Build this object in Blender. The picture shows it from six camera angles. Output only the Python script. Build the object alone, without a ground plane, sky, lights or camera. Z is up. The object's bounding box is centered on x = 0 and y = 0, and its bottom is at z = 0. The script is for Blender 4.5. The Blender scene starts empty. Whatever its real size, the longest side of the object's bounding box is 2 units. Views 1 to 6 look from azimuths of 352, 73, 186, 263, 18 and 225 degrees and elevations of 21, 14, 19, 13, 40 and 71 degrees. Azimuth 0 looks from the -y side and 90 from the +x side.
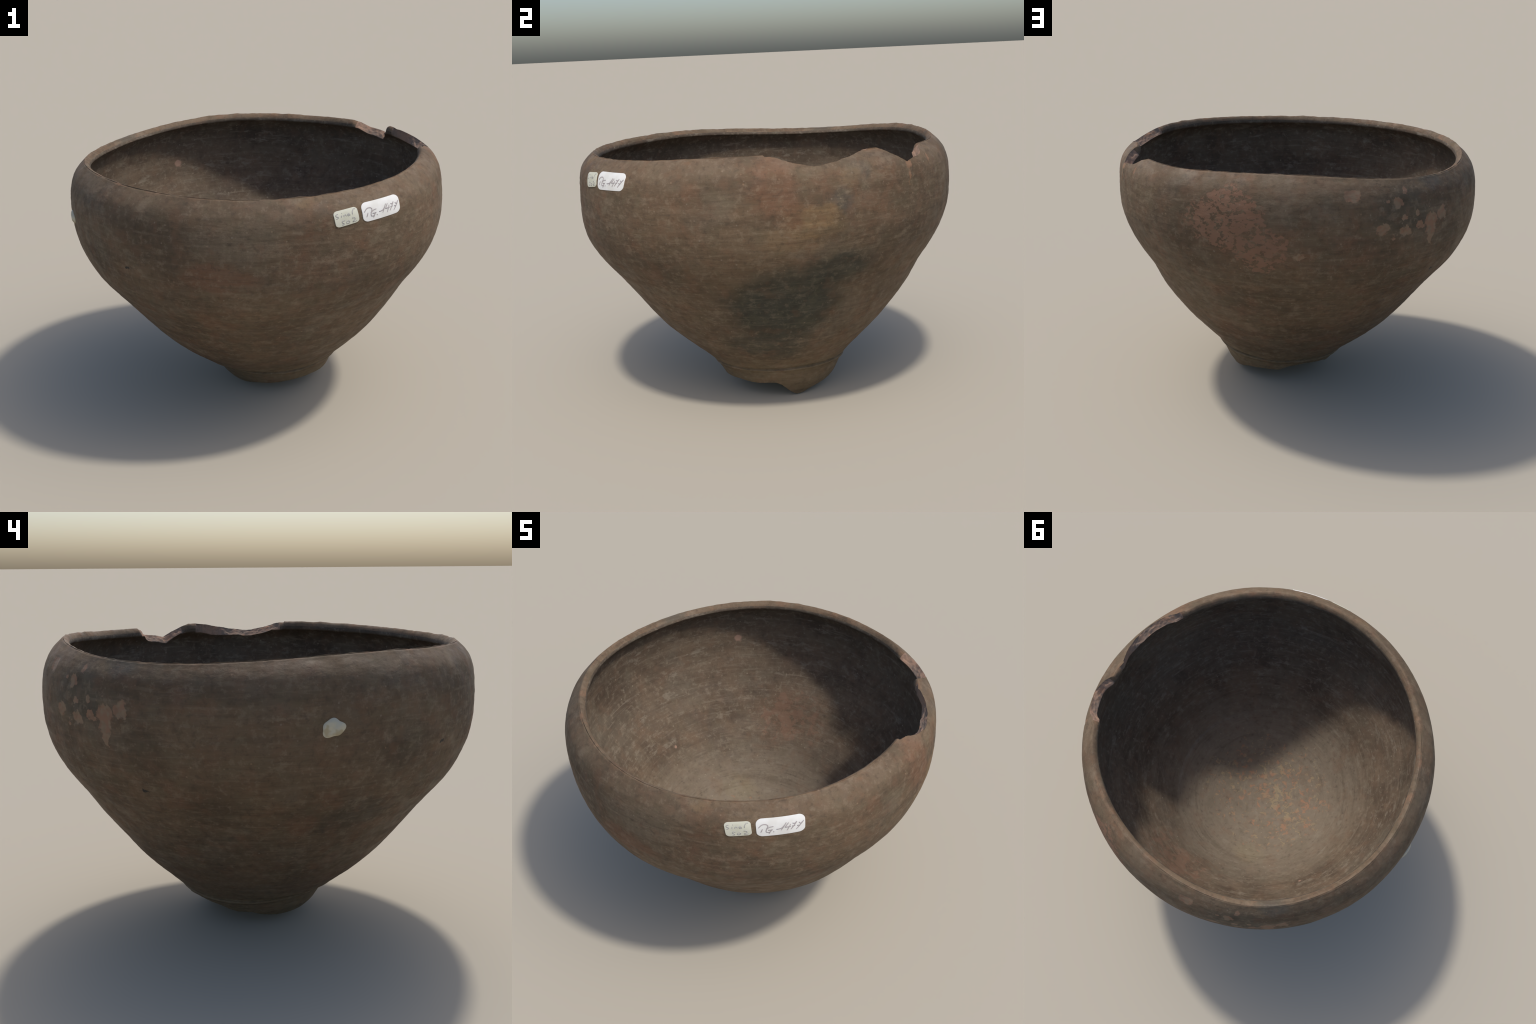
"""Hand-built, broken-rimmed clay pot with two inventory labels and a dab of plaster.

The wall is a lathe profile whose radius is modulated by a few harmonics (the pot is
lopsided), the rim is a wavy closed curve with a broken stretch, the foot is a tapered
ring with a jagged lower edge.  Everything is computed from those profiles.
"""
import bpy
import math
import numpy as np
from mathutils import Vector, noise

TAU = 2 * math.pi
rng = np.random.default_rng(11)

# ------------------------------------------------------------------ profiles
# mean outer radius of the wall against height
PROFILE_Z = [1.357, 1.345, 1.325, 1.29, 1.24, 1.18, 1.10, 1.0, .90, .80, .70, .60, .50, .40, .30, .23, .18, .14, .10]
PROFILE_R = [.8997, .9194, .9418, .9681, .9859, .9942, .9971, .9883, .9577, .9039, .8303, .7613, .6874, .6058, .5051,
             .4288, .3802, .3498, .3242]
# how lopsided the wall is at a few heights: cosine and sine part of each harmonic
LOP_Z = [1.357, 1.28, 1.18, 1.05, .90, .75, .60, .45, .30, .20, .10]
LOP = {
    (1, "cos"): [-.0062, .0042, -.0006, .0009, -.0033, -.0064, .0143, .0235, .0345, .0492, .0780],
    (1, "sin"): [.0011, -.0010, .0029, .0003, -.0049, -.0050, .0039, .0022, .0065, .0144, .0145],
    (2, "cos"): [-.0010, .0033, .0037, .0019, -.0029, -.0012, .0031, .0060, .0078, .0096, .0099],
    (2, "sin"): [-.0031, -.0011, -.0014, -.0046, -.0056, .0009, .0036, .0029, .0038, .0020, .0013],
    (3, "cos"): [-.0068, -.0040, -.0004, -.0012, -.0008, .0008, -.0003, -.0004, .0005, .0005, -.0003],
    (3, "sin"): [.0111, .0081, .0028, .0020, .0012, -.0013, -.0016, -.0002, -.0022, -.0016, .0012],
    (4, "cos"): [-.0037, -.0006, -.0005, .0001, .0008, -.0006, -.0002, -.0003, -.0006, -.0007, -.0014],
    (4, "sin"): [.0004, .0008, -.0003, -.0014, -.0006, -.0007, -.0002, -.0010, -.0006, -.0003, .0001],
    (5, "cos"): [-.0044, -.0013, .0000, -.0004, -.0010, -.0003, -.0001, -.0002, -.0001, -.0001, -.0001],
    (5, "sin"): [-.0010, .0007, -.0001, .0010, .0002, .0004, -.0001, -.0001, .0001, .0002, .0004],
}
# centre line of the lip: mean, then cosine / sine of each harmonic
RIM_R = [.8997, -.0064, .0012, -.0008, -.0032, -.0069, .0113, -.0039, .0003, -.0046, -.0010]
RIM_Z = [1.3370, .0100, .0027, -.0003, .0039, .0020, -.0124, .0046, .0017, -.0010, .0003]
LIP = 0.020           # the crest of the lip stands this much above that line
NOSE = 0.014          # the lip's rounded nose reaches this far inward
Z_SHOULDER, Z_LIP = 0.80, 1.357

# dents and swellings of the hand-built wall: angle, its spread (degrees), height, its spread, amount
SWELLINGS = [(130, 24, .50, .24, .011), (122, 30, .30, .11, .010), (-53, 19, 1.17, .12, .017), (135, 22, 1.29, .055, .010),
             (-140, 11, 1.30, .04, .006), (80, 22, .19, .06, .013), (152, 16, .20, .06, -.010),
             (-115, 25, .27, .09, .006), (88, 16, .36, .10, .006), (138, 22, 1.345, .03, .011), (-165, 18, 1.35, .03, -.006)]
# the same for the inside: where the wall is thicker (+) or thinner (-)
THICKER = [(25, 38, .42, .13, .018), (-155, 24, .84, .11, .024), (-69, 14, .84, .09, .018), (115, 10, .91, .08, .014), (-26, 10, .74, .09, -.014),
           (97, 12, .60, .09, -.014), (37, 9, .72, .07, -.010)]

# the broken stretch: angle in degrees, height of its outer edge
BREAK_CREST = [(-16.5, 1.372), (-13.4, 1.368), (-11.5, 1.355), (-8.6, 1.342), (-4.5, 1.327), (-1.6, 1.326), (.5, 1.333),
               (3.2, 1.335), (5.3, 1.344), (8.3, 1.350), (11.4, 1.362), (14.8, 1.369), (18.8, 1.371), (20.5, 1.362),
               (21.9, 1.345), (23.8, 1.326), (26.2, 1.298), (29.3, 1.310), (33.5, 1.316), (35.0, 1.327), (36.4, 1.346),
               (38.5, 1.354)]
# how much lower the inner edge of the fracture lies
BREAK_DROP = [(-16.5, .020), (-13, .028), (-9, .033), (-4, .030), (2, .032), (6, .044), (10, .052), (14, .048), (16.5, .024),
              (19, .020), (21, .024), (24, .030), (28, .036), (33, .032), (36.5, .028), (38.5, .020)]

# foot: leaning, tapered ring and its jagged lower edge (degrees round its own centre, height)
FOOT_C, FOOT_LEAN = (.0740, .0178), (-.1000, -.0400)
FOOT_Z = [0.0, .03, .08, .13, .18, .22]
FOOT_R = [.252, .2740, .3120, .3390, .3670, .4247]
FOOT_EDGE = [(-180, .060), (-165, .045), (-150, .044), (-136, .047), (-118, .070), (-100, .079), (-87, .090), (-75, .096),
             (-60, .101), (-45, .094), (-37, .094), (-27, .100), (-21, .099), (-16, .081), (-11, .048), (-5, .018), (1, .0),
             (4, .001), (9, .007), (17, .026), (26, .038), (40, .050), (50, .060), (61, .083), (80, .091), (95, .087),
             (105, .117), (121, .128), (135, .118), (146, .107), (152, .090), (159, .078), (170, .080), (180, .060)]
GROOVE = [(-180, .160), (-148, .167), (-110, .172), (-78, .172), (-50, .184), (-25, .189), (2, .194), (25, .188),
          (45, .176), (85, .167), (125, .158), (150, .155), (180, .160)]

WALL = [.043, .049, .052, .053, .046]   # thickness of the wall at five heights, low to high
FLOOR_Z = 0.158        # lowest point of the inside


# ------------------------------------------------------------------ small maths
def smooth(x, a, b):
    t = np.clip((x - a) / (b - a), 0, 1)
    return t * t * (3 - 2 * t)


def spline(kx, ky, x):
    """cubic Hermite curve through the knots, tangents from the neighbours"""
    kx, ky = np.asarray(kx, float), np.asarray(ky, float)
    h, d = np.diff(kx), np.diff(ky) / np.diff(kx)
    m = np.empty_like(kx)
    m[0], m[-1] = d[0], d[-1]
    m[1:-1] = (d[:-1] * h[1:] + d[1:] * h[:-1]) / (h[1:] + h[:-1])
    x = np.clip(x, kx[0], kx[-1])
    i = np.clip(np.searchsorted(kx, x, side="right") - 1, 0, len(h) - 1)
    u = (x - kx[i]) / h[i]
    return ((2 * u**3 - 3 * u**2 + 1) * ky[i] + (u**3 - 2 * u**2 + u) * h[i] * m[i]
            + (3 * u**2 - 2 * u**3) * ky[i + 1] + (u**3 - u**2) * h[i] * m[i + 1])


def wave_round(c, t):
    return c[0] + sum(c[2 * k - 1] * np.cos(k * t) + c[2 * k] * np.sin(k * t) for k in range(1, 6))


def table(pairs, deg):
    a = np.array(pairs, float)
    return np.interp(deg, a[:, 0], a[:, 1])


def wobble(points, scale, detail=2):
    """smooth noise, -1..1, at an array of points"""
    out = np.empty(len(points))
    for i, q in enumerate(points * scale):
        out[i] = noise.fractal(Vector(q), 1.0, 2.0, detail, noise_basis="PERLIN_ORIGINAL")
    return out


def degrees_signed(t):
    return np.degrees((t + math.pi) % TAU - math.pi)


# ------------------------------------------------------------------ the surface of the pot
def from_crest(z):
    """root of the depth below the crest: makes the shoulder roll over into a rounded lip"""
    return np.sqrt(np.clip(Z_LIP - np.asarray(z, float), 0, None))


def wall_radius(t, z):
    zz = z - (wave_round(RIM_Z, t) + LIP - Z_LIP) * smooth(z, Z_SHOULDER, Z_LIP)
    below = from_crest(zz)
    r = spline(from_crest(PROFILE_Z), PROFILE_R, below)
    for (k, kind), c in LOP.items():
        r = r + spline(from_crest(LOP_Z), c, below) * (np.cos(k * t) if kind == "cos" else np.sin(k * t))
    return r + .0018 + bumps(SWELLINGS, t, z)


def bumps(rows, t, z):
    d = np.degrees(t)
    return sum(a * np.exp(-(((d - at + 180) % 360 - 180) / sd)**2 - ((z - h) / sh)**2) for at, sd, h, sh, a in rows)


def foot_radius(t, z):
    cx = FOOT_C[0] + FOOT_LEAN[0] * (z - .15)
    cy = FOOT_C[1] + FOOT_LEAN[1] * (z - .15)
    along, across = cx * np.cos(t) + cy * np.sin(t), cy * np.cos(t) - cx * np.sin(t)
    ring = along + np.sqrt(np.interp(z, FOOT_Z, FOOT_R)**2 - across**2) + .002
    d = np.degrees(t) % 360                    # on one side the wall runs straight down to the broken edge
    k = smooth(d, 45, 80) * (1 - smooth(d, 155, 200)) * smooth(z, .08, .12)
    return ring * (1 - k) + np.maximum(ring, wall_radius(t, z) - .004) * k


def outer_radius(t, z):
    r = np.where(z > .205, wall_radius(t, z), 0)
    k = smooth(z, .165, .205)
    r = k * wall_radius(t, z) + (1 - k) * foot_radius(t, np.minimum(z, .22))
    g = table(GROOVE, degrees_signed(t))
    r = r - .0125 * np.exp(-((z - g - .006) / .0065)**2) + .0075 * np.exp(-((z - g + .009) / .009)**2)
    # hairline crack running down from the deep notch
    d = degrees_signed(t)
    path = 26.3 + 1.6 * np.sin(z * 31) + (1.29 - z) * 6
    r = r - .003 * np.exp(-((d - path) / .35)**2) * smooth(z, 1.12, 1.24)
    # shallow spalls: where the surface has flaked off
    for sd, sz, sw, sh, depth in ((111, 1.292, 2.0, .026, .004), (124, 1.247, 1.4, .018, .003), (136.5, 1.12, 2.2, .05, .003),
                                  (141, 1.157, 1.3, .03, .003), (127, 1.099, 1.9, .02, .003), (37.0, 1.284, .8, .03, .003)):
        r = r - depth * np.exp(-(((d - sd) / sw)**4 + ((z - sz) / sh)**4))
    return r


def wall_point(deg, z, out=0.0):
    """point on the outside at an angle and height, and the unit normal there"""
    t = np.radians(np.asarray(deg, float))
    z = np.asarray(z, float)
    def pos(t, z):
        r = outer_radius(t, z)
        return np.stack([r * np.cos(t), r * np.sin(t), z], -1)
    e = 1e-3
    n = np.cross(pos(t + e, z) - pos(t - e, z), pos(t, z + e) - pos(t, z - e))
    n /= np.linalg.norm(n, axis=-1, keepdims=True)
    return pos(t, z) + n * np.asarray(out)[..., None], n


# ------------------------------------------------------------------ pot mesh: rings of profile points
N_RING, N_UNDER, N_OUT, N_LIP, N_IN, N_FLOOR = 900, 16, 300, 14, 90, 60
t = np.arange(N_RING) * TAU / N_RING
deg = degrees_signed(t)
inside_break = (deg > -16.5) & (deg < 38.5)
jitter = wobble(np.stack([np.cos(t) * .9, np.sin(t) * .9, 0 * t], 1), 14, 3)
jitter3 = wobble(np.stack([np.cos(t) * .9, np.sin(t) * .9, 0 * t + 7], 1), 75, 2)
jitter2 = wobble(np.stack([np.cos(t) * .9, np.sin(t) * .9, 0 * t + 3], 1), 40, 2)
fracture = smooth(deg, -16.2, -14.2) * (1 - smooth(deg, 15.0, 17.0)) + smooth(deg, 20.2, 22.0) * (1 - smooth(deg, 36.6, 38.2))
crest = np.where(inside_break, table(BREAK_CREST, deg), wave_round(RIM_Z, t) + LIP + .003)
crest = crest + .003 * jitter * (1 - fracture) + .0012 * jitter2 * fracture
crest = crest - .0020 * np.abs(jitter3) * fracture
z_out = crest

# inside of the wall: the outside profile moved inward along its normal by the wall thickness
N_OFF = 160
top = wave_round(RIM_Z, t) + LIP
off_r, off_z = np.empty((N_OFF, N_RING)), np.empty((N_OFF, N_RING))
for i in range(N_OFF):
    z0 = top - .003 - (top - .30) * (i / (N_OFF - 1))**1.6
    e = 5e-4 + 0 * t
    dr = (wall_radius(t, z0 + e) - wall_radius(t, z0 - e)) / (2 * e)
    thick = np.interp(z0, [.3, .5, .9, 1.2, 1.36], WALL)
    thick = thick + bumps(THICKER, t, z0)
    off_r[i] = wall_radius(t, z0) - thick / np.sqrt(1 + dr**2)
    off_z[i] = z0 + thick * dr / np.sqrt(1 + dr**2)
off_z = np.minimum.accumulate(off_z - np.arange(N_OFF)[:, None] * 1e-6, axis=0)
start = np.argmin(off_r[:40], axis=0)          # where the inside is narrowest, just under the lip
lip_in_z = off_z[start, np.arange(N_RING)]
kernel = np.ones(25) / 25
lip_in_z = np.convolve(np.concatenate([lip_in_z[-12:], lip_in_z, lip_in_z[:12]]), kernel, "valid")


def inner_radius(z):
    return np.array([np.interp(-z[j], -off_z[:, j], off_r[:, j]) for j in range(N_RING)])


z_in = np.where(inside_break, np.minimum(crest - np.maximum(table(BREAK_DROP, deg), .004), lip_in_z), lip_in_z) - .002 * jitter * fracture

rings, part = [], []


def add_ring(r, z, name):
    rings.append(np.stack([r * np.cos(t), r * np.sin(t), z], 1))
    part.append(name)


# where the lower edge of the foot runs
foot_angle = np.zeros(N_RING)
edge_z = np.full(N_RING, .08)
for _ in range(6):
    r = foot_radius(t, edge_z)
    cx, cy = FOOT_C[0] + FOOT_LEAN[0] * (edge_z - .15), FOOT_C[1] + FOOT_LEAN[1] * (edge_z - .15)
    foot_angle = np.degrees(np.arctan2(r * np.sin(t) - cy, r * np.cos(t) - cx))
    edge_z = .5 * edge_z + .5 * table(FOOT_EDGE, foot_angle)
edge_z = np.maximum(edge_z + .003 * jitter2 * smooth(edge_z, .01, .05), 0)
edge_z -= edge_z.min()

edge_r = foot_radius(t, edge_z)
mid = np.stack([edge_r * np.cos(t), edge_r * np.sin(t)], 1).mean(0)
for i in range(N_UNDER):                       # underside, from its middle outward
    s = (i + .02) / N_UNDER
    lift = smooth(np.full(N_RING, 1 - s), 0, .38)
    x = mid[0] + s * .985 * (edge_r * np.cos(t) - mid[0])
    y = mid[1] + s * .985 * (edge_r * np.sin(t) - mid[1])
    z = (edge_z + .004 * (1 - s)) * (1 - lift) + .118 * lift
    q = np.stack([x, y, z], 1)
    q[:, 2] += .004 * wobble(q, 22, 3) * smooth(np.full(N_RING, 1 - s), .02, .2) * lift
    rings.append(q)
    part.append("foot")
for i in range(N_OUT):                         # outside, upward
    s = i / (N_OUT - 1)
    u = .6 * s if s < .25 else .15 + .70 * (s - .25) / .55 if s < .80 else .85 + .15 * math.sin((s - .8) / .2 * math.pi / 2)
    z = edge_z + (z_out - edge_z) * u
    r = outer_radius(t, z)
    if i == 0:
        r = r - .004
    add_ring(r, z, "foot" if i < 55 else "wall" if i < N_OUT - 9 else "rim")


r_out = np.hypot(rings[-1][:, 0], rings[-1][:, 1])
r_in = inner_radius(z_in)
for i in range(1, N_LIP):                      # over the lip, or across the fracture
    s = i / N_LIP
    a = math.pi * s
    turn = .5 - .5 * math.cos(a)
    r = r_out - (r_out - r_in) * (turn * (1 - fracture) + s * fracture) - NOSE * math.sin(a) * (1 - fracture)
    z = z_in + (z_out - z_in) * ((1 - turn) * (1 - fracture) + (1 - s) * fracture)
    q = np.stack([r * np.cos(t), r * np.sin(t), z], 1)
    rough = (wobble(q, 24, 3) * .007 + wobble(q, 60, 2) * .006) * math.sin(a)
    q[:, 2] += rough * fracture
    rings.append(q)
    part.append("fracture" if i < 8 else "fracture_inside")
Z_TURN = .40
r_turn, slope_turn = None, .98
for i in range(N_IN):                          # inside, downward
    s = i / (N_IN - 1)
    z = z_in + (Z_TURN - z_in) * s
    r = inner_radius(z)
    add_ring(r, z, "inner_wall")
    r_turn = r
ctrl = r_turn - slope_turn * (Z_TURN - FLOOR_Z)
for i in range(1, N_FLOOR + 1):                # rounded floor
    s = i / N_FLOOR * .995
    r = (1 - s)**2 * r_turn + 2 * s * (1 - s) * ctrl
    z = (1 - s)**2 * Z_TURN + (1 - (1 - s)**2) * FLOOR_Z + 0 * t
    c = smooth(np.full(N_RING, s), 0, 1)
    q = np.stack([r * np.cos(t) + .05 * c, r * np.sin(t) + .012 * c, z], 1)
    q[:, 2] += .030 * np.exp(-((q[:, 0] - .33)**2 + (q[:, 1] - .08)**2) / .06) - .012 * np.exp(-((q[:, 0] + .235)**2 + (q[:, 1] - .18)**2) / .01)
    rings.append(q)
    part.append("inner_wall")

P = np.array(rings)                            # ring, angle, xyz
n_rings = len(P)

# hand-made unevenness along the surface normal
du = np.roll(P, -1, 1) - np.roll(P, 1, 1)
dv = np.gradient(P, axis=0)
N = np.cross(du, dv)
N /= np.linalg.norm(N, axis=-1, keepdims=True) + 1e-12
flat = P.reshape(-1, 3)
lumps = .0020 * wobble(flat * [1, 1, 1.25], 3.6, 1) + .0011 * wobble(flat * [1, 1, 3.0], 11, 2)
grain = .0006 * wobble(flat * [1, 1, 1.8], 42, 2)
weight = np.ones(n_rings)
weight[:N_UNDER + 2] = 0
P = P + N * ((lumps + grain).reshape(n_rings, N_RING) * weight[:, None])[..., None]
P[:, :, 2] -= P[:, :, 2].min()

# ------------------------------------------------------------------ materials
class Nodes:
    """short-hand for building a node tree"""

    def __init__(self, name):
        self.mat = bpy.data.materials.new(name)
        self.mat.use_nodes = True
        self.tree = self.mat.node_tree
        self.bsdf = self.tree.nodes["Principled BSDF"]
        self.pos = self.new("ShaderNodeTexCoord").outputs["Object"]
        sep = self.new("ShaderNodeSeparateXYZ")
        self.link(self.pos, sep.inputs[0])
        self.x, self.y, self.z = sep.outputs

    def new(self, kind, **kw):
        n = self.tree.nodes.new(kind)
        for k, v in kw.items():
            setattr(n, k, v)
        return n

    def link(self, a, b):
        self.tree.links.new(a, b)

    def put(self, v, socket):
        if isinstance(v, bpy.types.NodeSocket):
            self.link(v, socket)
        elif isinstance(v, (tuple, list)) and len(v) == 3 and socket.type == "RGBA":
            socket.default_value = (*v, 1)
        else:
            socket.default_value = v

    def math(self, op, a, b=0.0, clamp=False):
        n = self.new("ShaderNodeMath", operation=op, use_clamp=clamp)
        self.put(a, n.inputs[0])
        self.put(b, n.inputs[1])
        return n.outputs[0]

    def vmath(self, op, a, b=(0, 0, 0)):
        n = self.new("ShaderNodeVectorMath", operation=op)
        self.put(a, n.inputs[0])
        self.put(b, n.inputs[1])
        return n.outputs["Value"] if op in ("LENGTH", "DISTANCE") else n.outputs["Vector"]

    def mix(self, f, a, b, blend="MIX"):
        n = self.new("ShaderNodeMix", data_type="RGBA", blend_type=blend)
        self.put(f, n.inputs[0])
        self.put(a, n.inputs[6])
        self.put(b, n.inputs[7])
        return n.outputs[2]

    def fac(self, v, lo, hi, to=(0.0, 1.0)):
        n = self.new("ShaderNodeMapRange", interpolation_type="SMOOTHSTEP")
        self.put(v, n.inputs[0])
        for i, x in ((1, lo), (2, hi), (3, to[0]), (4, to[1])):
            n.inputs[i].default_value = x
        return n.outputs[0]

    def noise(self, scale, detail=3, rough=.55, stretch=(1, 1, 1), shift=(0, 0, 0), colour=False, distort=0.0):
        m = self.new("ShaderNodeMapping")
        m.inputs["Scale"].default_value = stretch
        m.inputs["Location"].default_value = shift
        self.link(self.pos, m.inputs[0])
        n = self.new("ShaderNodeTexNoise")
        self.link(m.outputs[0], n.inputs["Vector"])
        n.inputs["Scale"].default_value, n.inputs["Detail"].default_value, n.inputs["Roughness"].default_value = scale, detail, rough
        n.inputs["Distortion"].default_value = distort
        return n.outputs["Color" if colour else "Fac"]

    def strokes(self, scale, across, along, detail=5, rough=.68, shift=0.0, distort=.3):
        """noise drawn out around the pot, as by a wiping hand: follows the wall and circles the floor"""
        r = self.math("SQRT", self.math("ADD", self.math("MULTIPLY", self.x, self.x), self.math("MULTIPLY", self.y, self.y)))
        run = self.math("ADD", self.math("ADD", self.z, r), shift)
        c = self.new("ShaderNodeCombineXYZ")
        self.link(self.math("MULTIPLY", self.x, along), c.inputs[0])
        self.link(self.math("MULTIPLY", self.y, along), c.inputs[1])
        self.link(self.math("MULTIPLY", run, across), c.inputs[2])
        n = self.new("ShaderNodeTexNoise")
        self.link(c.outputs[0], n.inputs["Vector"])
        n.inputs["Scale"].default_value, n.inputs["Detail"].default_value, n.inputs["Roughness"].default_value = scale, detail, rough
        n.inputs["Distortion"].default_value = distort
        return n.outputs["Fac"]

    def cells(self, scale, stretch=(1, 1, 1), shift=(0, 0, 0)):
        m = self.new("ShaderNodeMapping")
        m.inputs["Scale"].default_value = stretch
        m.inputs["Location"].default_value = shift
        self.link(self.pos, m.inputs[0])
        n = self.new("ShaderNodeTexVoronoi")
        n.inputs["Scale"].default_value = scale
        self.link(m.outputs[0], n.inputs["Vector"])
        return n.outputs["Distance"], n.outputs["Color"]

    def warp(self, amount, scale, detail=3):
        c = self.noise(scale, detail, .6, colour=True)
        v = self.vmath("SUBTRACT", c, (.5, .5, .5))
        v = self.vmath("MULTIPLY", v, (amount, amount, amount))
        return self.vmath("ADD", self.pos, v)

    def blob(self, where, centre, size, inner=.6, outer=1.1):
        """soft patch round a point, 1 inside and 0 outside"""
        v = self.vmath("SUBTRACT", where, centre)
        v = self.vmath("DIVIDE", v, size)
        return self.fac(self.vmath("LENGTH", v), outer, inner)

    def bump(self, height, strength, distance, below=None):
        n = self.new("ShaderNodeBump")
        n.inputs["Strength"].default_value, n.inputs["Distance"].default_value = strength, distance
        self.link(height, n.inputs["Height"])
        if below is not None:
            self.link(below, n.inputs["Normal"])
        return n.outputs[0]

    def finish(self, colour, rough, normal=None, spec=.25):
        self.put(colour, self.bsdf.inputs["Base Color"])
        self.put(rough, self.bsdf.inputs["Roughness"])
        self.bsdf.inputs["Specular IOR Level"].default_value = spec
        if normal is not None:
            self.link(normal, self.bsdf.inputs["Normal"])
        return self.mat


def scaled(c, k):
    return tuple(v * k for v in c)


TONE = 1.0
BROWN, DARK, GREY, TAN = (.148, .112, .077), (.104, .080, .056), (.155, .133, .104), (.205, .152, .096)
RUST, SMOKE, BLUE = (.180, .105, .070), (.064, .065, .054), (.080, .088, .084)
TERRA, PALE, BUFF = (.215, .118, .080), (.235, .200, .155), (.220, .165, .105)


def clay_outside(rubbed=False):
    """outside of the pot; rubbed: the lip, with its tone worn through in places"""
    g = Nodes("rubbed_clay" if rubbed else "weathered_clay")
    w = g.warp(.16, 7, 4)
    wf = g.warp(.065, 30, 5)
    col = g.mix(g.fac(g.noise(2.6, 4, .6), .38, .64), BROWN, DARK)
    col = g.mix(g.math("MULTIPLY", g.fac(g.noise(3.3, 4, .6, shift=(4, 1, 2)), .50, .68), .55), col, GREY)
    col = g.mix(g.math("MULTIPLY", g.fac(g.noise(4.2, 4, .6, shift=(1, 7, 3)), .53, .70), .50), col, RUST)
    # soft patches from the fire and from handling
    for centre, size, tint, amount in (
            ((.80, -.16, .64), (.36, .30, .25), SMOKE, .95), ((.93, .06, .84), (.2, .2, .11), SMOKE, .9),
            ((.58, -.20, .40), (.27, .24, .13), SMOKE, .85),
            ((.95, -.25, 1.22), (.2, .13, .14), RUST, .5), ((.88, -.24, 1.33), (.14, .16, .06), TERRA, .4),
            ((1.0, .05, 1.175), (.1, .08, .07), BLUE, .6), ((.95, .15, 1.29), (.1, .07, .06), BLUE, .55),
            ((1.0, -.06, 1.11), (.1, .11, .06), TAN, .9), ((.98, -.16, 1.0), (.15, .17, .07), TAN, .65),
            ((.97, .10, 1.28), (.1, .06, .05), TAN, .6),
            ((.20, .94, 1.12), (.28, .2, .20), RUST, .2),
            ((-.60, .79, 1.20), (.22, .22, .13), SMOKE, .6), ((-.72, .60, 1.325), (.10, .10, .05), BLUE, .95),
            ((-.95, .2, 1.24), (.3, .36, .07), SMOKE, .25), ((-.98, .05, 1.02), (.2, .4, .16), BROWN, .7),
            ((-.78, -.32, .72), (.2, .2, .12), SMOKE, .5), ((-.84, -.43, 1.30), (.12, .14, .07), BLUE, .3),
            ((-.86, -.45, 1.02), (.14, .2, .15), SMOKE, .25), ((-.34, -.92, 1.0), (.2, .2, .09), RUST, .7),
            ((-.25, -.96, 1.17), (.24, .2, .09), GREY, .6), ((.08, -.92, 1.33), (.12, .08, .02), TAN, .7)):
        col = g.mix(g.math("MULTIPLY", g.blob(w, centre, size, .50, 1.15), amount), col, tint)
    # foot: buff clay
    col = g.mix(g.math("MULTIPLY", g.fac(g.z, .30, .18), .7), col, (.178, .148, .098))
    # light from above painted into shoulder and rim: paler and warmer; crest spots orange
    rim = g.fac(g.math("ADD", g.z, g.math("MULTIPLY", g.noise(6, 4), .16)), 1.31, 1.43)
    col = g.mix(g.math("MULTIPLY", rim, .40), col, (.190, .148, .106))
    crest = g.math("MULTIPLY", g.fac(g.z, 1.340, 1.362), g.fac(g.noise(6, 3, .6, shift=(3, 3, 0)), .50, .66))
    col = g.mix(g.math("MULTIPLY", crest, .6), col, (.250, .155, .100))
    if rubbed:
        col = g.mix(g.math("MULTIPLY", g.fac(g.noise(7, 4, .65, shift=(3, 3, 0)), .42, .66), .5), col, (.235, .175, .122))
        col = g.mix(g.math("MULTIPLY", g.fac(g.noise(9, 4, .65, shift=(8, 3, 4)), .54, .70), .5), col, (.300, .180, .120))
    # fine grain: streaks of burnishing, light specks, dark specks
    broad = g.strokes(4.5, 3.2, .6, 4, .6, 3.0)
    col = g.mix(g.math("MULTIPLY", g.fac(broad, .52, .68), .26), col, (.190, .160, .120))
    col = g.mix(g.math("MULTIPLY", g.fac(broad, .48, .32), .40), col, (.080, .060, .043))
    streak = g.strokes(13, 4.5, .40, 6, .70)
    col = g.mix(g.math("MULTIPLY", g.fac(streak, .52, .68), .30), col, PALE)
    col = g.mix(g.math("MULTIPLY", g.fac(streak, .48, .32), .34), col, (.062, .051, .040))
    mottle = g.noise(30, 5, .7)
    col = g.mix(g.math("MULTIPLY", g.fac(mottle, .52, .66), .40), col, PALE)
    col = g.mix(g.math("MULTIPLY", g.fac(mottle, .48, .34), .42), col, (.062, .051, .040))
    hue = g.noise(13, 4, .6, shift=(6, 2, 8))
    col = g.mix(g.math("MULTIPLY", g.fac(hue, .52, .66), .26), col, (.185, .110, .074))
    col = g.mix(g.math("MULTIPLY", g.fac(hue, .48, .34), .30), col, (.125, .115, .080))
    scuff = g.noise(8, 6, .74, stretch=(1, 1, 1.8), shift=(7, 5, 1))
    col = g.mix(g.math("MULTIPLY", g.fac(scuff, .54, .68), .42), col, PALE)
    col = g.mix(1.0, col, (.90, .80, .695), "MULTIPLY")
    # the big flaked area: many small terracotta scales
    zone = g.math("MAXIMUM", g.blob(w, (.24, .95, 1.16), (.24, .3, .17), .50, 1.15), g.blob(w, (.08, .97, 1.03), (.16, .3, .11), .50, 1.15))
    scales = g.noise(34, 3, .62, stretch=(1, 1, 1.4))
    flaked = g.fac(g.math("ADD", scales, g.math("MULTIPLY", zone, .16)), .585, .622)
    flaked = g.math("MULTIPLY", flaked, g.fac(zone, .15, .45))
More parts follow.
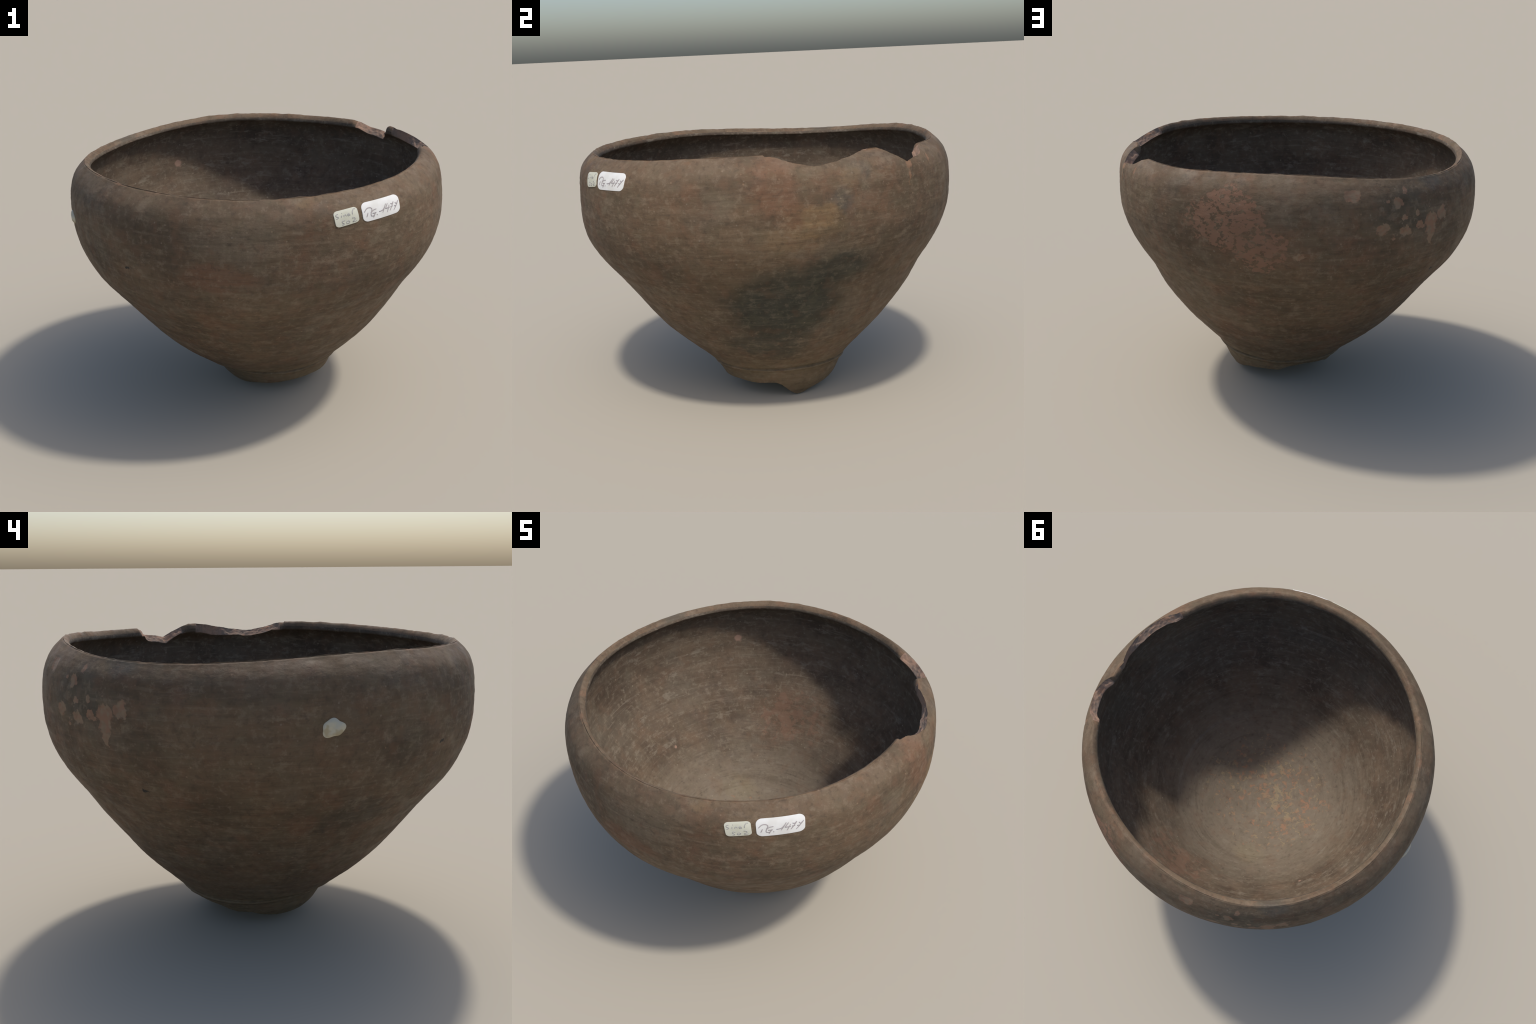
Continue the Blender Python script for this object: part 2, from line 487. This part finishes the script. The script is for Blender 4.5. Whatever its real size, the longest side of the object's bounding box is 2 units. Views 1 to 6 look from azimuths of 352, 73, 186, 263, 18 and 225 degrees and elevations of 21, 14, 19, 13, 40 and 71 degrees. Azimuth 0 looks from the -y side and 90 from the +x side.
    col = g.mix(g.math("MULTIPLY", flaked, .86), col, g.mix(g.noise(12, 2), (.240, .124, .076), (.180, .108, .070)))
    # single spalls
    for centre, wide, tall in (((-.346, .896, 1.29), .050, .034), ((-.569, .812, 1.247), .038, .030), ((-.59, .76, 1.29), .020, .020),
                               ((-.737, .69, 1.135), .050, .040), ((-.733, .685, 1.085), .036, .045), ((-.728, .682, 1.035), .020, .030),
                               ((-.793, .629, 1.157), .036, .038), ((-.609, .798, 1.10), .045, .026), ((-.498, .872, 1.125), .042, .036),
                               ((-.108, .985, 1.003), .034, .018), ((.776, .586, 1.284), .018, .030),
                               ((-.66, .755, 1.18), .018, .018), ((-.60, .80, 1.17), .020, .018), ((-.52, .845, 1.262), .018, .014),
                               ((-.68, .735, 1.12), .030, .016), ((-.55, .83, 1.08), .016, .016)):
        m = g.blob(wf, centre, (wide, wide, tall), .80, 1.0)
        col = g.mix(g.math("MULTIPLY", m, g.fac(g.noise(38, 3), .30, .55, (.70, .95))), col, g.mix(g.fac(g.noise(30, 2), .4, .6), (.225, .128, .080), (.220, .152, .098)))
    # orange flaking along the crack under the notch
    m = g.blob(wf, (.87, .435, 1.285), (.04, .022, .035), .5, 1.0)
    m = g.math("MAXIMUM", m, g.blob(wf, (.885, .440, 1.225), (.03, .010, .05), .5, 1.0))
    col = g.mix(g.math("MULTIPLY", m, .6), col, (.28, .155, .09))
    # pits
    for centre in ((-.754, .535, .837), (-.729, -.657, .992)):
        col = g.mix(g.blob(wf, centre, (.018, .018, .012), .5, 1.0), col, (.03, .026, .022))
    for centre, size, tint, amount in (((.80, -.15, .64), (.33, .30, .25), (.68, .76, .77), .75),
                                       ((.91, .07, .82), (.20, .18, .10), (.70, .76, .76), .6),
                                       ((.99, -.07, 1.09), (.14, .17, .09), (1.13, 1.08, .98), .8),
                                       ((.95, -.26, 1.24), (.22, .14, .13), (1.05, .96, .92), .5)):
        col = g.mix(g.math("MULTIPLY", g.blob(w, centre, size, .70, 1.10), amount), col, tint, "MULTIPLY")
    d, c = g.cells(46)
    sep = g.new("ShaderNodeSeparateColor")
    g.link(c, sep.inputs[0])
    speck = g.math("MULTIPLY", g.fac(d, .26, .10), g.fac(sep.outputs[0], .91, .95))
    col = g.mix(g.math("MULTIPLY", speck, .45), col, g.mix(sep.outputs[1], PALE, (.27, .17, .10)))
    h = g.math("ADD", g.math("MULTIPLY", g.noise(60, 4, .65, stretch=(1, 1, 2.2)), .6), g.math("MULTIPLY", streak, .6))
    h = g.math("SUBTRACT", h, g.math("MULTIPLY", flaked, .45))
    return g.finish(col, g.fac(g.noise(14), .3, .7, (.62, .86)), g.bump(h, .35, .006))


def clay_inside():
    g = Nodes("inner_clay")
    w = g.warp(.16, 7, 4)
    col = g.mix(g.fac(g.noise(3.0, 4, .6, shift=(9, 2, 1)), .38, .64), (.165, .125, .090), (.125, .095, .070))
    col = g.mix(g.math("MULTIPLY", g.fac(g.noise(4, 4, .6, shift=(3, 6, 3)), .50, .64), .6), col, GREY)
    col = g.mix(g.math("MULTIPLY", g.fac(g.noise(3.6, 5, .64, shift=(1, 8, 5)), .50, .64), .7), col, (.085, .062, .046))
    # greyish, limy floor
    floor = g.fac(g.math("ADD", g.z, g.math("MULTIPLY", g.noise(5, 4), .36)), .86, .44)
    col = g.mix(g.math("MULTIPLY", floor, .85), col, (.238, .204, .165))
    for centre, size, tint, amount in (
            ((.02, .74, .65), (.30, .26, .19), (.190, .120, .082), .40), ((.07, .72, .62), (.07, .1, .06), DARK, .6),
            ((-.22, .36, .27), (.14, .11, .1), (.28, .245, .16), .4), ((-.86, 0, .84), (.14, .24, .22), GREY, .55),
            ((.75, .35, .9), (.3, .5, .3), DARK, .5), ((.3, -.8, .9), (.6, .3, .3), DARK, .45)):
        col = g.mix(g.math("MULTIPLY", g.blob(w, centre, size, .3, 1.2), amount), col, tint)
    # inside painted darker towards the rim
    upper_dark = g.fac(g.math("ADD", g.z, g.math("MULTIPLY", g.noise(5, 4), .14)), 1.16, 1.36)
    col = g.mix(g.math("MULTIPLY", upper_dark, .42), col, (.058, .046, .038))
    flat_mid = g.vmath("LENGTH", g.vmath("MULTIPLY", g.pos, (1, 1, 0)))
    fade = g.fac(flat_mid, .15, .55, (.20, 1.0))        # no rings in the middle of the floor
    broad = g.strokes(4.5, 3.2, .6, 4, .6, 5.0)
    col = g.mix(g.math("MULTIPLY", g.math("MULTIPLY", g.fac(broad, .52, .68), .22), fade), col, (.225, .185, .140))
    col = g.mix(g.math("MULTIPLY", g.math("MULTIPLY", g.fac(broad, .48, .32), .32), fade), col, (.085, .064, .047))
    streak = g.strokes(13, 4.5, .40, 6, .72, 7.0)
    col = g.mix(g.math("MULTIPLY", g.math("MULTIPLY", g.fac(streak, .54, .68), .46), fade), col, (.27, .235, .19))
    col = g.mix(g.math("MULTIPLY", g.math("MULTIPLY", g.fac(streak, .46, .30), .40), fade), col, (.066, .053, .042))
    mottle = g.noise(32, 5, .7)
    col = g.mix(g.math("MULTIPLY", g.fac(mottle, .52, .66), .45), col, (.26, .225, .175))
    col = g.mix(g.math("MULTIPLY", g.fac(mottle, .47, .30), .40), col, (.06, .048, .038))
    hue = g.noise(11, 4, .6, shift=(6, 2, 8))
    col = g.mix(g.math("MULTIPLY", g.fac(hue, .52, .66), .24), col, (.205, .130, .088))
    col = g.mix(g.math("MULTIPLY", g.fac(hue, .48, .34), .28), col, (.150, .132, .098))
    scuff = g.noise(9, 6, .74, stretch=(1, 1, 2.4), shift=(7, 5, 1))
    col = g.mix(g.math("MULTIPLY", g.fac(scuff, .55, .67), .50), col, (.28, .25, .205))
    col = g.mix(1.0, col, (.86, .81, .735), "MULTIPLY")
    # orange flaking on the floor
    zone = g.blob(w, (-.02, -.05, .26), (.52, .44, .2), .2, 1.15)
    flaked = g.fac(g.math("ADD", g.noise(27, 5, .70, shift=(2, 0, 5), distort=.5), g.math("MULTIPLY", zone, .13)), .612, .668)
    flaked = g.math("MULTIPLY", flaked, g.fac(zone, .02, .25))
    col = g.mix(g.math("MULTIPLY", flaked, .80), col, g.mix(g.fac(g.noise(11), .4, .6), (.30, .165, .100), (.28, .215, .130)))
    # rusty scales on the wall
    zone = g.blob(w, (.02, .74, .63), (.30, .26, .20), .2, 1.15)
    scales = g.fac(g.math("ADD", g.noise(13, 5, .7, shift=(2, 6, 5), distort=.6), g.math("MULTIPLY", zone, .12)), .57, .64)
    col = g.mix(g.math("MULTIPLY", g.math("MULTIPLY", scales, g.fac(zone, .02, .3)), .45), col, (.225, .128, .084))
    # small pink scars
    wf = g.warp(.03, 26, 3)
    for centre, size in (((-.375, .885, 1.085), .034), ((-.62, .30, .575), .020)):
        col = g.mix(g.blob(wf, centre, (size, size, size), .7, 1.0), col, (.300, .190, .135))
    d, c = g.cells(40)
    sep = g.new("ShaderNodeSeparateColor")
    g.link(c, sep.inputs[0])
    speck = g.math("MULTIPLY", g.fac(d, .26, .10), g.fac(sep.outputs[0], .92, .96))
    col = g.mix(g.math("MULTIPLY", speck, .5), col, (.30, .25, .18))
    h = g.math("ADD", g.math("MULTIPLY", g.noise(55, 4, .65), .7), g.math("MULTIPLY", streak, .5))
    h = g.math("SUBTRACT", h, g.math("MULTIPLY", flaked, .6))
    return g.finish(col, g.fac(g.noise(14), .3, .7, (.62, .86)), g.bump(h, .35, .006))


def clay_broken():
    g = Nodes("broken_clay")
    col = g.mix(g.fac(g.noise(8, 4, .6), .40, .60), (.33, .205, .140), (.215, .158, .120))
    col = g.mix(g.math("MULTIPLY", g.fac(g.noise(14, 4, .65, shift=(2, 2, 2)), .54, .70), .5), col, (.13, .105, .085))
    col = g.mix(g.math("MULTIPLY", g.fac(g.noise(11, 3, .6, shift=(5, 1, 2)), .52, .64), .8), col, (.39, .215, .130))
    return g.finish(col, .9, g.bump(g.noise(50, 4, .7), .5, .008))


def paper(name, colour, stain):
    g = Nodes(name)
    col = g.mix(g.fac(g.noise(16, 3), .40, .70), colour, stain)
    return g.finish(col, .55, g.bump(g.noise(70, 2), .08, .002), .35)


def pencil(name, colour):
    g = Nodes(name)
    return g.finish(g.mix(g.noise(90, 2), colour, scaled(colour, 1.25)), .8)


def plaster():
    g = Nodes("plaster")
    col = g.mix(g.fac(g.noise(26, 3), .42, .62), (.52, .475, .36), (.46, .44, .36))
    edge = g.fac(g.noise(18, 2, shift=(3, 1, 1)), .54, .64)
    col = g.mix(g.math("MULTIPLY", edge, .6), col, (.36, .28, .15))
    return g.finish(col, .8, g.bump(g.noise(60, 3), .25, .004))


M_OUT, M_RIM, M_IN, M_BREAK = clay_outside(), clay_outside(rubbed=True), clay_inside(), clay_broken()

# ------------------------------------------------------------------ objects
scene = bpy.context.scene


def link(obj, parent=None):
    scene.collection.objects.link(obj)
    obj.parent = parent
    return obj


pot = link(bpy.data.objects.new("clay_pot", None))
pot["label"] = "worn brown clay pot with broken rim and two paper labels"
pot["category"] = "clay pot"

# whole shell first, for the vertex normals that all pieces share
flat = P.reshape(-1, 3)
quads, owner = [], []
col_i = np.arange(N_RING)
nxt = (col_i + 1) % N_RING
for k in range(n_rings - 1):
    quads.append(np.stack([k * N_RING + col_i, k * N_RING + nxt, (k + 1) * N_RING + nxt, (k + 1) * N_RING + col_i], 1))
    name = part[k + 1]
    if name == "fracture":                      # outer half of the lip
        owner.append(np.where(fracture > .35, "broken_edge", "rim"))
    elif part[k].startswith("fracture"):        # inner half of the lip
        owner.append(np.where(fracture > .35, "broken_edge", "inner_wall"))
    else:
        owner.append(np.full(N_RING, name, dtype="<U16"))
quads, owner = np.concatenate(quads), np.concatenate(owner)
# rim strips beside the fracture belong to wall or inside there
ring_of = np.repeat(np.arange(n_rings - 1), N_RING)
broken_col = np.tile(fracture > .35, n_rings - 1)
first_lip = N_UNDER + N_OUT - 1
owner = np.where((owner == "rim") & broken_col & (ring_of < first_lip), "wall", owner)

f0, f1, f2, f3 = (flat[quads[:, i]] for i in range(4))
face_n = np.cross(f2 - f0, f3 - f1)
vert_n = np.zeros_like(flat)
for i in range(4):
    np.add.at(vert_n, quads[:, i], face_n)
vert_n /= np.linalg.norm(vert_n, axis=1, keepdims=True) + 1e-12


def shell_part(name, keep, material, cap_ring=None):
    q = quads[keep]
    used = np.unique(q)
    remap = np.full(len(flat), -1)
    remap[used] = np.arange(len(used))
    faces = remap[q].tolist()
    if cap_ring is not None:                   # close the middle of the underside or of the floor
        loop = remap[cap_ring * N_RING + col_i].tolist()
        faces.append(loop[::-1] if cap_ring == 0 else loop)
    mesh = bpy.data.meshes.new(name)
    mesh.from_pydata(flat[used].tolist(), [], faces)
    mesh.polygons.foreach_set("use_smooth", [True] * len(faces))
    mesh.materials.append(material)
    mesh.update()
    mesh.normals_split_custom_set_from_vertices(vert_n[used].tolist())
    return link(bpy.data.objects.new(name, mesh), pot)


shell_part("wall", owner == "wall", M_OUT)
shell_part("foot", owner == "foot", M_OUT, cap_ring=0)
shell_part("rim", owner == "rim", M_RIM)
shell_part("broken_edge", owner == "broken_edge", M_BREAK)
shell_part("inner_wall", owner == "inner_wall", M_IN, cap_ring=n_rings - 1)


# ------------------------------------------------------------------ paper labels
def bilinear(corners, u, v):
    tl, tr, br, bl = (np.array(c) for c in corners)
    u, v = np.asarray(u)[..., None], np.asarray(v)[..., None]
    return (tl * (1 - u) + tr * u) * v + (bl * (1 - u) + br * u) * (1 - v)


def mesh_object(name, verts, faces, material, parent):
    mesh = bpy.data.meshes.new(name)
    mesh.from_pydata(np.asarray(verts).tolist(), [], faces)
    mesh.polygons.foreach_set("use_smooth", [True] * len(faces))
    mesh.materials.append(material)
    mesh.update()
    return link(bpy.data.objects.new(name, mesh), parent)


def patch(name, outline, to_angle_height, height, material, rings_n=14):
    """pad with rounded outline lying on the wall; height(s) is its thickness from centre 0 to edge 1"""
    n = len(outline)
    mid = outline.mean(0)
    verts, faces = [], []
    for k in range(rings_n + 1):
        s = 1 - (1 - k / rings_n)**2            # rings crowd towards the edge, so that it stays crisp
        uv = mid + (outline - mid) * s
        dz = to_angle_height(uv)
        q, _ = wall_point(dz[:, 0], dz[:, 1], height(s, uv))
        verts.append(q)
    dz = to_angle_height(mid + (outline - mid) * 1.0)
    q, _ = wall_point(dz[:, 0], dz[:, 1], np.full(n, -.006))
    verts.append(q)
    for k in range(rings_n + 1):
        for i in range(n):
            j = (i + 1) % n
            faces.append((k * n + i, (k + 1) * n + i, (k + 1) * n + j, k * n + j))
    return mesh_object(name, np.concatenate(verts), faces, material, pot)


def rounded_outline(ru, rv, n=96):
    pts = []
    for i in range(n):
        a = TAU * i / n
        cx, cy = (1 - ru if math.cos(a) > 0 else ru), (1 - rv if math.sin(a) > 0 else rv)
        pts.append((cx + ru * math.cos(a), cy + rv * math.sin(a)))
    out = []
    for i in range(n):                          # fill the straight sides evenly
        a, b = np.array(pts[i]), np.array(pts[(i + 1) % n])
        m = max(1, int(np.linalg.norm(b - a) / .05))
        out += [a + (b - a) * k / m for k in range(m)]
    return np.array(out)


def handwriting(strokes, corners, width, out, material, parent):
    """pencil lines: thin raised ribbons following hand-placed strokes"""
    verts, faces = [], []
    for s in strokes:
        s = np.array(s, float)
        d = np.concatenate([[0], np.cumsum(np.linalg.norm(np.diff(s, axis=0), axis=1))])
        m = max(4, int(d[-1] / .03))
        x = np.linspace(0, d[-1], m)
        uv = np.stack([spline(d, s[:, 0], x), spline(d, s[:, 1], x)], 1) if len(s) > 2 else s[0] + (s[1] - s[0]) * (x / d[-1])[:, None]
        az = bilinear(corners, uv[:, 0], uv[:, 1])
        p, n = wall_point(az[:, 0], az[:, 1], np.full(m, out))
        tangent = np.gradient(p, axis=0)
        tangent /= np.linalg.norm(tangent, axis=1, keepdims=True)
        side = np.cross(n, tangent)
        w = width * (.75 + .35 * np.sin(np.linspace(.3, 2.9, m)))[:, None] / 2
        base = len(verts) * 0 + sum(len(v) for v in verts)
        verts.append(np.concatenate([p - side * w - n * .0022, p - side * w, p + side * w, p + side * w - n * .0022]))
        for k in range(m - 1):
            for a in range(3):
                faces.append((base + a * m + k, base + a * m + k + 1, base + (a + 1) * m + k + 1, base + (a + 1) * m + k))
        for k in (0, m - 1):
            faces.append(tuple(base + a * m + k for a in range(4)))
    return mesh_object("handwriting", np.concatenate(verts), faces, material, parent)


BIG = ((-70.3, 1.300), (-57.0, 1.304), (-57.4, 1.226), (-70.0, 1.217))
SMALL = ((-78.7, 1.284), (-71.6, 1.293), (-71.2, 1.227), (-78.0, 1.213))
LABEL_H = .0022


def label_height(s, uv):
    return np.full(len(uv), LABEL_H)


big_label = patch("paper_label", rounded_outline(.13, .27), lambda uv: bilinear(BIG, uv[:, 0], uv[:, 1]), label_height,
                  paper("white_paper", (.74, .73, .70), (.68, .665, .62)))
small_label = patch("paper_label", rounded_outline(.17, .20), lambda uv: bilinear(SMALL, uv[:, 0], uv[:, 1]), label_height,
                    paper("yellowed_paper", (.62, .61, .50), (.55, .54, .43)))

# "PG. 1477" and, fainter, a word above "502"
WRITING_BIG = [
    [(.05, .54), (.09, .64), (.14, .71), (.20, .71), (.24, .64), (.23, .54), (.20, .44)], [(.13, .47), (.09, .26)],
    [(.35, .57), (.28, .55), (.23, .48), (.20, .34), (.21, .26), (.26, .24), (.29, .31), (.31, .38)], [(.24, .38), (.33, .38)],
    [(.31, .37), (.25, .14)], [(.34, .25), (.36, .25)],
    [(.41, .38), (.49, .40), (.56, .52), (.61, .69)], [(.61, .69), (.50, .28)],
    [(.66, .68), (.58, .44)], [(.58, .44), (.70, .45)], [(.70, .58), (.62, .22)],
    [(.74, .62), (.77, .58), (.83, .67)], [(.83, .67), (.70, .26)], [(.73, .45), (.79, .46)],
    [(.87, .61), (.90, .53), (.97, .65)], [(.97, .65), (.81, .21)], [(.83, .43), (.89, .43)]]
WRITING_SMALL = [
    [(.18, .84), (.09, .79), (.10, .70), (.17, .66), (.15, .59), (.07, .57)], [(.31, .70), (.29, .58)], [(.33, .82), (.34, .83)],
    [(.41, .69), (.40, .58)], [(.41, .64), (.47, .71), (.49, .66), (.49, .59)],
    [(.56, .64), (.64, .67), (.61, .72), (.56, .65), (.58, .58), (.66, .61)], [(.75, .60), (.80, .82), (.88, .91), (.91, .87)],
    [(.40, .35), (.29, .34), (.28, .25), (.34, .20), (.32, .11), (.25, .13)],
    [(.52, .29), (.46, .21), (.47, .12), (.54, .13), (.59, .22), (.52, .29)],
    [(.71, .37), (.82, .36), (.83, .28), (.72, .13), (.87, .13)]]
handwriting(WRITING_BIG, BIG, .0040, LABEL_H + .0010, pencil("pencil", (.36, .325, .32)), big_label)
handwriting(WRITING_SMALL, SMALL, .0038, LABEL_H + .0010, pencil("faint_pencil", (.38, .37, .345)), small_label)

# ------------------------------------------------------------------ dab of plaster
ang = np.arange(72) * TAU / 72
lobes = 1 + .09 * np.cos(3 * ang + .6) + .06 * np.sin(5 * ang + .4) + .07 * np.cos(2 * ang - .7)
dab_outline = np.stack([np.cos(ang) * lobes, np.sin(ang) * lobes], 1)


def dab_place(uv):
    # seen from outside, angle grows to the left of a point on the far side
    return np.stack([-171.25 + 2.45 * uv[:, 0], 1.1030 + .0365 * uv[:, 1]], 1)


def dab_height(s, uv):
    q = np.stack([uv[:, 0], uv[:, 1], 0 * uv[:, 0]], 1)
    return .0095 * (1 - s**3.5) + .0025 * wobble(q, 1.6, 2) * (1 - s) + .0015


patch("plaster_dab", dab_outline, dab_place, dab_height, plaster(), rings_n=18)
